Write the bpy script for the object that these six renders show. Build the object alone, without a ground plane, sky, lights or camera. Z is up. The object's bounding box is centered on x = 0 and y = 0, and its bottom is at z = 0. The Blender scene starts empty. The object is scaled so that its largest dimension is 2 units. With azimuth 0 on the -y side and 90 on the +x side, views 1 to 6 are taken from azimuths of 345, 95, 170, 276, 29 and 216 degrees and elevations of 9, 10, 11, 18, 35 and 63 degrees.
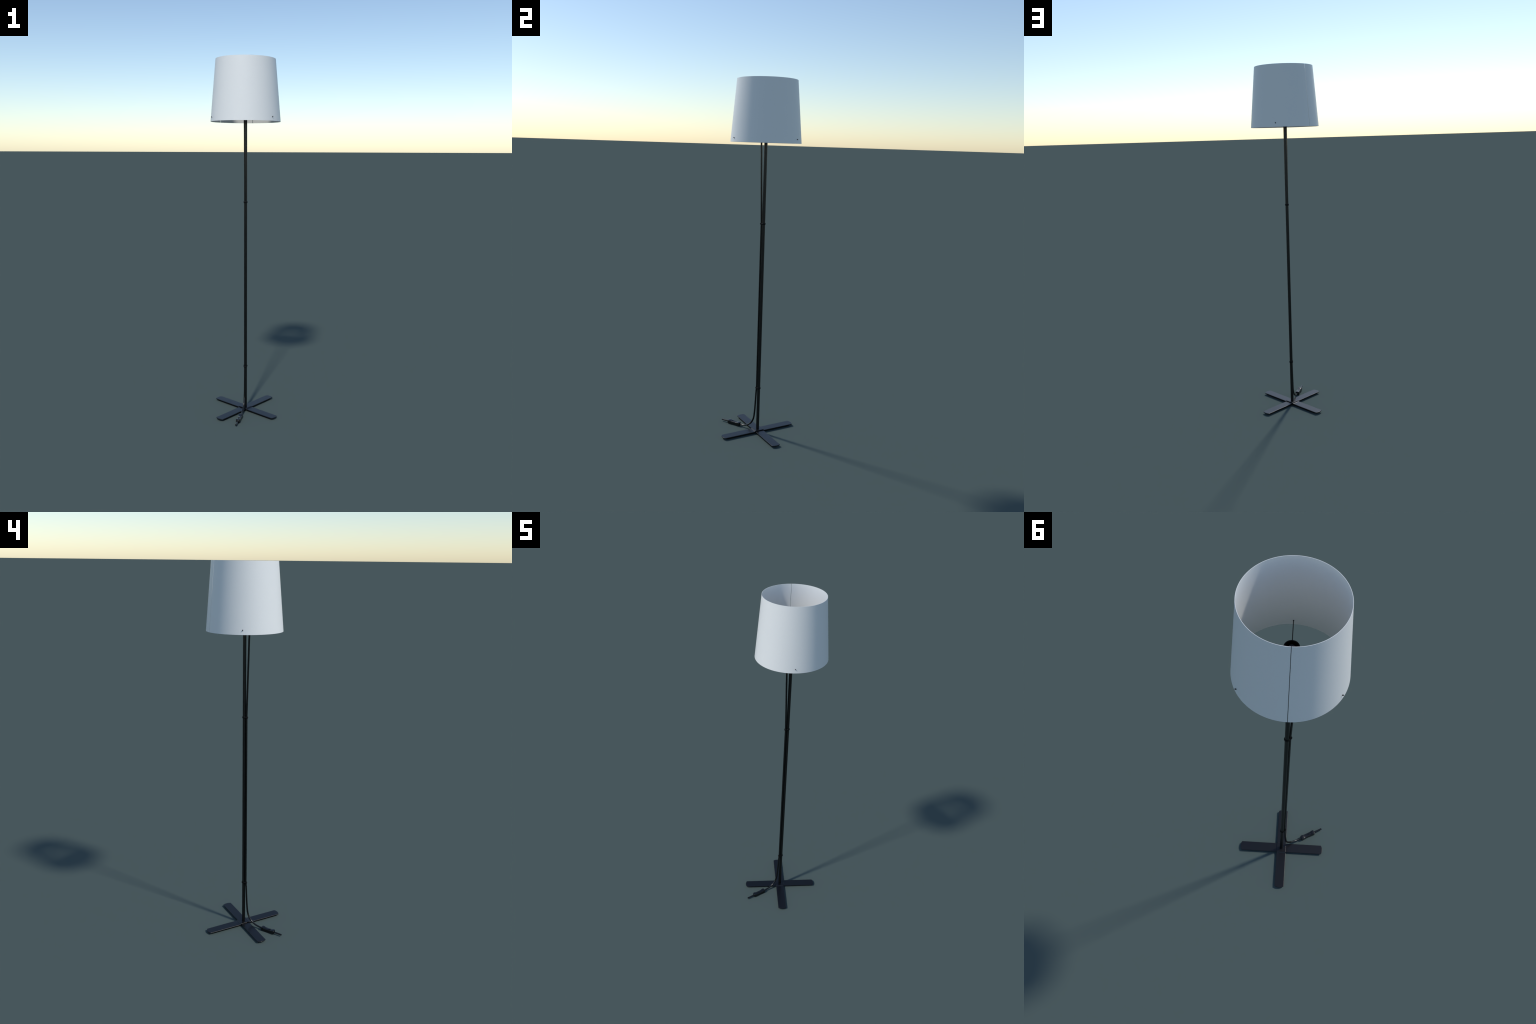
import bpy, bmesh, math
from mathutils import Vector, Matrix

# ---------------------------------------------------------------- layout
AXIS = Vector((0.0, 0.0165, 0.0))        # the pole stands here
PHI = math.radians(4.0)                  # whole lamp is turned by 4 degrees
CABLE_ANGLE = math.radians(244.0)        # cable hangs on this side
PIN_ANGLES = [math.radians(a) for a in (64.0, 184.0, 304.0)]
SEAM_ANGLE = math.radians(124.0)

SHADE_Z0, SHADE_Z1 = 1.668, 2.0
SHADE_R0, SHADE_R1 = 0.1930, 0.1637
SHADE_T = 0.0011
SEAM_GAP = 0.0019
POLE_R = 0.0088
CABLE_R = 0.0048
PIN_Z = 1.689

# ---------------------------------------------------------------- materials
def principled(name, base, rough, spec=0.5, grain=None, bump=None, coat=0.0):
    """grain = (scale, amount) colour mottling, bump = (scale, strength, distance)"""
    m = bpy.data.materials.new(name)
    m.use_nodes = True
    nt = m.node_tree
    b = nt.nodes["Principled BSDF"]
    b.inputs["Base Color"].default_value = (*base, 1)
    b.inputs["Roughness"].default_value = rough
    b.inputs["Specular IOR Level"].default_value = spec
    b.inputs["Coat Weight"].default_value = coat
    tc = nt.nodes.new("ShaderNodeTexCoord")
    if grain:
        n = nt.nodes.new("ShaderNodeTexNoise")
        n.inputs["Scale"].default_value = grain[0]
        n.inputs["Detail"].default_value = 4
        r = nt.nodes.new("ShaderNodeValToRGB")
        r.color_ramp.elements[0].position = 0.3
        r.color_ramp.elements[1].position = 0.7
        lo, hi = 1 - grain[1], 1 + grain[1]
        r.color_ramp.elements[0].color = (*[c * lo for c in base], 1)
        r.color_ramp.elements[1].color = (*[min(1, c * hi) for c in base], 1)
        nt.links.new(tc.outputs["Object"], n.inputs["Vector"])
        nt.links.new(n.outputs["Fac"], r.inputs["Fac"])
        nt.links.new(r.outputs["Color"], b.inputs["Base Color"])
    if bump:
        n2 = nt.nodes.new("ShaderNodeTexNoise")
        n2.inputs["Scale"].default_value = bump[0]
        n2.inputs["Detail"].default_value = 3
        bp = nt.nodes.new("ShaderNodeBump")
        bp.inputs["Strength"].default_value = bump[1]
        bp.inputs["Distance"].default_value = bump[2]
        nt.links.new(tc.outputs["Object"], n2.inputs["Vector"])
        nt.links.new(n2.outputs["Fac"], bp.inputs["Height"])
        nt.links.new(bp.outputs["Normal"], b.inputs["Normal"])
    return m

MAT_SHADE = principled("shade_white_fabric", (0.83, 0.83, 0.805), 0.45,
                       grain=(260.0, 0.015), bump=(900.0, 0.06, 0.0003))
MAT_POLE = principled("pole_black_satin", (0.0030, 0.0030, 0.0028), 0.32,
                      grain=(120.0, 0.1))
MAT_BAR = principled("base_black_lacquer", (0.0032, 0.0032, 0.0042), 0.30,
                     grain=(90.0, 0.08))
MAT_PAD = principled("underlay_black_rubber", (0.004, 0.004, 0.004), 0.9, spec=0.2,
                     grain=(300.0, 0.15))
MAT_CABLE = principled("cable_black_rubber", (0.003, 0.003, 0.003), 0.24,
                       grain=(150.0, 0.1))
MAT_CLIP = principled("clip_black_plastic", (0.003, 0.003, 0.003), 0.55, spec=0.18,
                      grain=(150.0, 0.1))
MAT_SWITCH = principled("switch_black_plastic", (0.0032, 0.0032, 0.0036), 0.27,
                        grain=(200.0, 0.1))
MAT_SOCKET = principled("socket_black_plastic", (0.0015, 0.0015, 0.002), 0.5, spec=0.15,
                        grain=(200.0, 0.1))
MAT_CONTACT = principled("socket_insert_dark_metal", (0.007, 0.008, 0.013), 0.30,
                         grain=(200.0, 0.1))
MAT_PIN = principled("pin_black_steel", (0.010, 0.010, 0.011), 0.45,
                     grain=(300.0, 0.1))

# ---------------------------------------------------------------- helpers
def finish(bm, name, mat, parent, smooth_angle=35.0, recalc=True):
    if recalc:
        bmesh.ops.recalc_face_normals(bm, faces=bm.faces[:])
    me = bpy.data.meshes.new(name)
    bm.to_mesh(me)
    bm.free()
    me.materials.append(mat)
    ob = bpy.data.objects.new(name, me)
    bpy.context.scene.collection.objects.link(ob)
    ob.parent = parent
    for p in me.polygons:
        p.use_smooth = True
    me.set_sharp_from_angle(angle=math.radians(smooth_angle))
    return ob

def bevel_edges(bm, width, segs=2, angle=40.0):
    es = [e for e in bm.edges if len(e.link_faces) == 2
          and e.calc_face_angle() > math.radians(angle)]
    bmesh.ops.bevel(bm, geom=es, offset=width, segments=segs, profile=0.5,
                    affect='EDGES', clamp_overlap=True)

def flatten_normals(me):
    """area-weighted vertex normals: broad faces stay flat, only the rounded rim bends"""
    acc = [Vector() for _ in me.vertices]
    for p in me.polygons:
        for v in p.vertices:
            acc[v] += p.normal * p.area
    me.normals_split_custom_set_from_vertices([a.normalized() for a in acc])

def revolve(bm, profile, segs=48, closed=False, matrix=None):
    """profile: (radius, z) list, spun about local z; radius 0 makes a pole point"""
    M = matrix or Matrix()
    rings = []
    for r, z in profile:
        if r < 1e-7:
            rings.append([bm.verts.new(M @ Vector((0, 0, z)))])
        else:
            rings.append([bm.verts.new(M @ Vector((r * math.cos(2 * math.pi * i / segs),
                                                   r * math.sin(2 * math.pi * i / segs), z)))
                          for i in range(segs)])
    pairs = list(zip(rings, rings[1:]))
    if closed:
        pairs.append((rings[-1], rings[0]))
    for a, b in pairs:
        for i in range(segs):
            j = (i + 1) % segs
            if len(a) == 1:
                bm.faces.new((a[0], b[i], b[j]))
            elif len(b) == 1:
                bm.faces.new((a[i], a[j], b[0]))
            else:
                bm.faces.new((a[i], a[j], b[j], b[i]))

def loft(bm, sections):
    """closed tube through rings of equal length, capped at both ends"""
    rings = [[bm.verts.new(p) for p in s] for s in sections]
    n = len(rings[0])
    for a, b in zip(rings, rings[1:]):
        for i in range(n):
            j = (i + 1) % n
            bm.faces.new((a[i], a[j], b[j], b[i]))
    bm.faces.new(rings[0][::-1])
    bm.faces.new(rings[-1])

def catmull(pts, per=12):
    out = []
    P = [Vector(pts[0]) * 2 - Vector(pts[1])] + [Vector(p) for p in pts] + \
        [Vector(pts[-1]) * 2 - Vector(pts[-2])]
    for i in range(1, len(P) - 2):
        p0, p1, p2, p3 = P[i - 1:i + 3]
        # centripetal-like tangents scaled by chord length keep uneven points calm
        d1 = (p2 - p1).length
        m1 = ((p1 - p0).normalized() + (p2 - p1).normalized()).normalized() * d1
        m2 = ((p2 - p1).normalized() + (p3 - p2).normalized()).normalized() * d1
        for k in range(per):
            t = k / per
            out.append((2*t**3 - 3*t**2 + 1) * p1 + (t**3 - 2*t**2 + t) * m1
                       + (-2*t**3 + 3*t**2) * p2 + (t**3 - t**2) * m2)
    out.append(P[-2])
    return out

def radial(angle, s, z):
    return AXIS + Vector((s * math.cos(angle), s * math.sin(angle), z))

# ---------------------------------------------------------------- the lamp
lamp = bpy.data.objects.new("floor_lamp", None)
bpy.context.scene.collection.objects.link(lamp)
lamp["label"] = "slim black floor lamp with white tapered drum shade"
lamp["category"] = "floor lamp"
lamp.location = (0, 0, 0)

# ---- lampshade: open sheet rolled to a cone, edges meeting at a narrow seam
def build_shade():
    bm = bmesh.new()
    segs, rows = 160, 12
    half = SEAM_GAP / 2 / ((SHADE_R0 + SHADE_R1) / 2)
    def ring_verts(z, r):
        return [bm.verts.new(radial(SEAM_ANGLE + half + (2 * math.pi - 2 * half) * i / segs, r, z))
                for i in range(segs + 1)]
    outer, inner = [], []
    for k in range(rows + 1):
        f = k / rows
        z = SHADE_Z0 + (SHADE_Z1 - SHADE_Z0) * f
        r = SHADE_R0 + (SHADE_R1 - SHADE_R0) * f
        outer.append(ring_verts(z, r))
        inner.append(ring_verts(z, r - SHADE_T))
    for k in range(rows):
        for i in range(segs):
            bm.faces.new((outer[k][i], outer[k][i+1], outer[k+1][i+1], outer[k+1][i]))
            bm.faces.new((inner[k][i+1], inner[k][i], inner[k+1][i], inner[k+1][i+1]))
        for i in (0, segs):
            bm.faces.new((outer[k][i], outer[k+1][i], inner[k+1][i], inner[k][i]))
    for k in (0, rows):
        for i in range(segs):
            bm.faces.new((outer[k][i], inner[k][i], inner[k][i+1], outer[k][i+1]))
    return finish(bm, "lampshade", MAT_SHADE, lamp)

shade = build_shade()

# ---- three rods carrying the shade, each ending in a pin through its wall
def build_rod(angle):
    r_wall = SHADE_R0 + (SHADE_R1 - SHADE_R0) * (PIN_Z - SHADE_Z0) / (SHADE_Z1 - SHADE_Z0)
    M = Matrix.Translation(radial(angle, 0, PIN_Z)) @ Matrix.Rotation(angle, 4, 'Z') \
        @ Matrix.Rotation(math.pi / 2, 4, 'Y')
    bm = bmesh.new()
    revolve(bm, [(0, 0.006), (0.0016, 0.006), (0.0016, r_wall + 0.001), (0, r_wall + 0.001)],
            segs=16, matrix=M)
    rod = finish(bm, "shade_support_rod", MAT_PIN, lamp)
    # collar inside the wall
    bm = bmesh.new()
    a = r_wall - 0.0032
    revolve(bm, [(0, a), (0.0020, a), (0.0023, a + 0.0005), (0.0023, r_wall - SHADE_T),
                 (0, r_wall - SHADE_T)], segs=20, matrix=M)
    finish(bm, "pin_collar", MAT_PIN, rod)
    # outer end, bent up and out
    tilt = math.radians(42)
    M2 = Matrix.Translation(radial(angle, r_wall - 0.0006, PIN_Z - 0.0020)) @ \
        Matrix.Rotation(angle, 4, 'Z') @ Matrix.Rotation(math.pi / 2 - tilt, 4, 'Y')
    bm = bmesh.new()
    revolve(bm, [(0, 0), (0.0020, 0), (0.0020, 0.0066), (0.0016, 0.0073), (0, 0.0075)],
            segs=18, matrix=M2)
    finish(bm, "mounting_pin", MAT_PIN, rod)

for a in PIN_ANGLES:
    build_rod(a)

# ---- pole
POLE_Z0, POLE_Z1 = 0.0145, 1.715
bm = bmesh.new()
M = Matrix.Translation(AXIS)
revolve(bm, [(0, POLE_Z0), (POLE_R, POLE_Z0), (POLE_R, 0.6), (POLE_R, 1.2),
             (POLE_R, POLE_Z1 - 0.001), (POLE_R - 0.001, POLE_Z1), (0, POLE_Z1)], 40, matrix=M)
pole = finish(bm, "pole", MAT_POLE, lamp)

# ---- lamp socket: cup with a deep well
bm = bmesh.new()
SZ = 1.793
revolve(bm, [(0, 1.698), (0.0135, 1.698), (0.0155, 1.700), (0.0160, 1.712), (0.0228, 1.722),
             (0.0244, 1.726), (0.0244, 1.750), (0.0252, 1.752), (0.0256, 1.756),
             (0.0256, SZ - 0.0015), (0.0248, SZ), (0.0222, SZ), (0.0214, SZ - 0.0012),
             (0.0210, 1.742), (0, 1.742)], 56, matrix=M)
socket = finish(bm, "lamp_socket", MAT_SOCKET, lamp, 30)
bm = bmesh.new()
revolve(bm, [(0, 1.741), (0.0110, 1.741), (0.0110, SZ - 0.005), (0.0100, SZ - 0.0034),
             (0.0075, SZ - 0.0030), (0.0070, SZ - 0.0045), (0, SZ - 0.005)], 32, matrix=M)
finish(bm, "socket_contact", MAT_CONTACT, socket, 30)

# ---- cable: from the socket, along the pole through both clips, over the floor
CLIP_OFF = POLE_R + CABLE_R + 0.0004
path = [(0.0105, 1.7180), (0.0195, 1.7090), (0.0265, 1.6920), (0.0282, 1.6700),
        (0.0265, 1.6200), (0.0228, 1.5000), (0.0180, 1.3600), (0.0150, 1.2600),
        (CLIP_OFF, 1.2260), (0.0140, 1.1700), (0.0140, 0.8000), (0.0140, 0.4000),
        (0.0140, 0.3100), (CLIP_OFF, 0.2680), (0.0165, 0.2420), (0.0203, 0.1650),
        (0.0240, 0.1120), (0.0290, 0.0760), (0.0380, 0.0530), (0.0500, 0.0365),
        (0.0660, 0.0235), (0.0860, 0.0145), (0.1060, 0.0105), (0.1260, 0.0092),
        (0.1700, 0.0090), (0.2080, 0.0086), (0.2526, 0.0080)]
cpts = catmull([radial(CABLE_ANGLE, s, z) for s, z in path], per=8)
side = Vector((-math.sin(CABLE_ANGLE), math.cos(CABLE_ANGLE), 0))
secs = []
for i, p in enumerate(cpts):
    t = (cpts[min(i + 1, len(cpts) - 1)] - cpts[max(i - 1, 0)]).normalized()
    up = side.cross(t).normalized()
    secs.append([p + CABLE_R * (math.cos(k * math.pi / 10) * side + math.sin(k * math.pi / 10) * up)
                 for k in range(20)])
bm = bmesh.new()
loft(bm, secs)
cable = finish(bm, "power_cable", MAT_CABLE, lamp, 50)

# ---- clips: an eyelet round the pole and one round the cable
def build_clip(z):
    bm = bmesh.new()
    for s, inner, th in ((0.0, POLE_R - 0.0006, 0.0018), (CLIP_OFF, CABLE_R - 0.0006, 0.0020)):
        M = Matrix.Translation(radial(CABLE_ANGLE, s, z))
        prof = []
        for k in range(12):
            a = 2 * math.pi * k / 12
            prof.append((inner + th + th * math.cos(a), 0.0044 * math.sin(a)))
        revolve(bm, prof, 32, closed=True, matrix=M)
    return finish(bm, "cable_clip", MAT_CLIP, lamp, 60)

build_clip(1.2260)
build_clip(0.2660)

# ---- foot: two flat bars crossing, the upper one stepped over the lower
BAR_W, BAR_T, BAR_TOP = 0.0249, 0.0047, 0.0110
BAR_L, TIP = 0.2196, 0.0075
def build_bar(angle, stepped):
    R = (BAR_W ** 2 + TIP ** 2) / (2 * TIP)
    cx = BAR_L + TIP - R
    amax = math.asin(BAR_W / R)
    half = [(BAR_L * f, BAR_W) for f in (0.3, 0.6, 0.85)]
    for k in range(11):
        a = amax * (1 - k / 10 * 0.97)
        half.append((cx + R * math.cos(a), R * math.sin(a)))
    rise = BAR_T + 0.0002 if stepped else 0.0
    step_in, step_out = 0.0258, 0.0318
    ramp = [(step_in + (step_out - step_in) * k / 8, rise * (1 - (k/8)**2 * (3 - 2*k/8)))
            for k in range(9)]
    mid = [(-x, h) for x, h in ramp[::-1]] + ramp
    st = [(-x, w, 0) for x, w in half[::-1]] + [(x, BAR_W, h) for x, h in mid] \
        + [(x, w, 0) for x, w in half]
    M = Matrix.Translation(AXIS) @ Matrix.Rotation(angle, 4, 'Z')
    bm = bmesh.new()
    loft(bm, [[M @ Vector(v) for v in ((x, -w, BAR_TOP + h), (x, w, BAR_TOP + h),
                                       (x, w, BAR_TOP - BAR_T + h), (x, -w, BAR_TOP - BAR_T + h))]
              for x, w, h in st])
    bmesh.ops.recalc_face_normals(bm, faces=bm.faces[:])
    es = []
    for e in bm.edges:
        if len(e.link_faces) == 2 and e.calc_face_angle() > math.radians(60) :
            es.append(e)
    bmesh.ops.bevel(bm, geom=es, offset=0.0013, segments=4, profile=0.5, affect='EDGES')
    bar = finish(bm, "base_bar", MAT_BAR, lamp, 180)
    flatten_normals(bar.data)
    # rubber underlay, set in from the rim; the stepped bar has one on each side
    spans = [(0.0252, 0.2050), (-0.2050, -0.0252)] if stepped else [(-0.2050, 0.2050)]
    for x0, x1 in spans:
        bm = bmesh.new()
        w, zt = BAR_W - 0.0048, BAR_TOP - BAR_T + 0.0003
        loft(bm, [[M @ Vector(v) for v in ((x, -w, zt), (x, w, zt), (x, w, 0), (x, -w, 0))]
                  for x in (x0, x1)])
        bmesh.ops.recalc_face_normals(bm, faces=bm.faces[:])
        bevel_edges(bm, 0.0005, 1)
        finish(bm, "base_underlay", MAT_PAD, bar, 30)
    return bar

build_bar(math.radians(34.0), False)
build_bar(math.radians(124.0), True)

# ---- in-line switch on the cable: waisted body, dished top, rocker
def build_switch():
    d = Vector((math.cos(CABLE_ANGLE), math.sin(CABLE_ANGLE), 0))
    s0, s1 = 0.1235, 0.2065
    def dims(s):
        u = (s - s0) / (s1 - s0)
        v = min(1.0, max(0.0, (min(u, 1 - u) - 0.14) / 0.16))
        c = v * v * (3 - 2 * v)                        # 0 at ends, 1 in the middle
        end = min(u, 1 - u) * (s1 - s0)
        rnd = 1 - max(0.0, 1 - end / 0.006) ** 2.2 * 0.25
        w = (0.0119 - 0.0011 * c) * rnd
        h = 0.0200 - 0.0015 * c - max(0.0, 1 - end / 0.003) ** 2 * 0.0015
        return w, h
    bm = bmesh.new()
    secs = []
    N = 28
    for k in range(N + 1):
        f = 0.5 - 0.5 * math.cos(math.pi * k / N)
        s = s0 + (s1 - s0) * f
        w, h = dims(s)
        v = min(1.0, max(0.0, (min(f, 1 - f) - 0.16) / 0.12))
        ch = 0.0022 + 0.0030 * v * v * (3 - 2 * v)     # softer shoulders along the waist
        ring = []
        for cxs, czs, a0 in ((1, 1, 0), (-1, 1, 90), (-1, -1, 180), (1, -1, 270)):
            for q in range(5):
                a = math.radians(a0 + 90 * q / 4)
                r = ch if czs > 0 else 0.0012
                y = cxs * (w - r) + r * math.cos(a)
                z = (h - r if czs > 0 else r) + r * math.sin(a)
                ring.append(radial(CABLE_ANGLE, s, z) + side * y)
        secs.append(ring)
    loft(bm, secs)
    body = finish(bm, "inline_switch", MAT_SWITCH, lamp, 40)
    # rocker: low tilted block with a raised tail end
    bm = bmesh.new()
    secs = []
    for s, h in ((0.1450, 0.0180), (0.1465, 0.0188), (0.1560, 0.0184), (0.1650, 0.0188),
                 (0.1740, 0.0208), (0.1790, 0.0216), (0.1802, 0.0208)):
        secs.append([radial(CABLE_ANGLE, s, z) + side * y for y, z in
                     ((-0.0045, 0.0150), (0.0045, 0.0150), (0.0045, h - 0.0008),
                      (0.0038, h), (-0.0038, h), (-0.0045, h - 0.0008))])
    loft(bm, secs)
    finish(bm, "switch_rocker", MAT_SWITCH, body, 30)

build_switch()
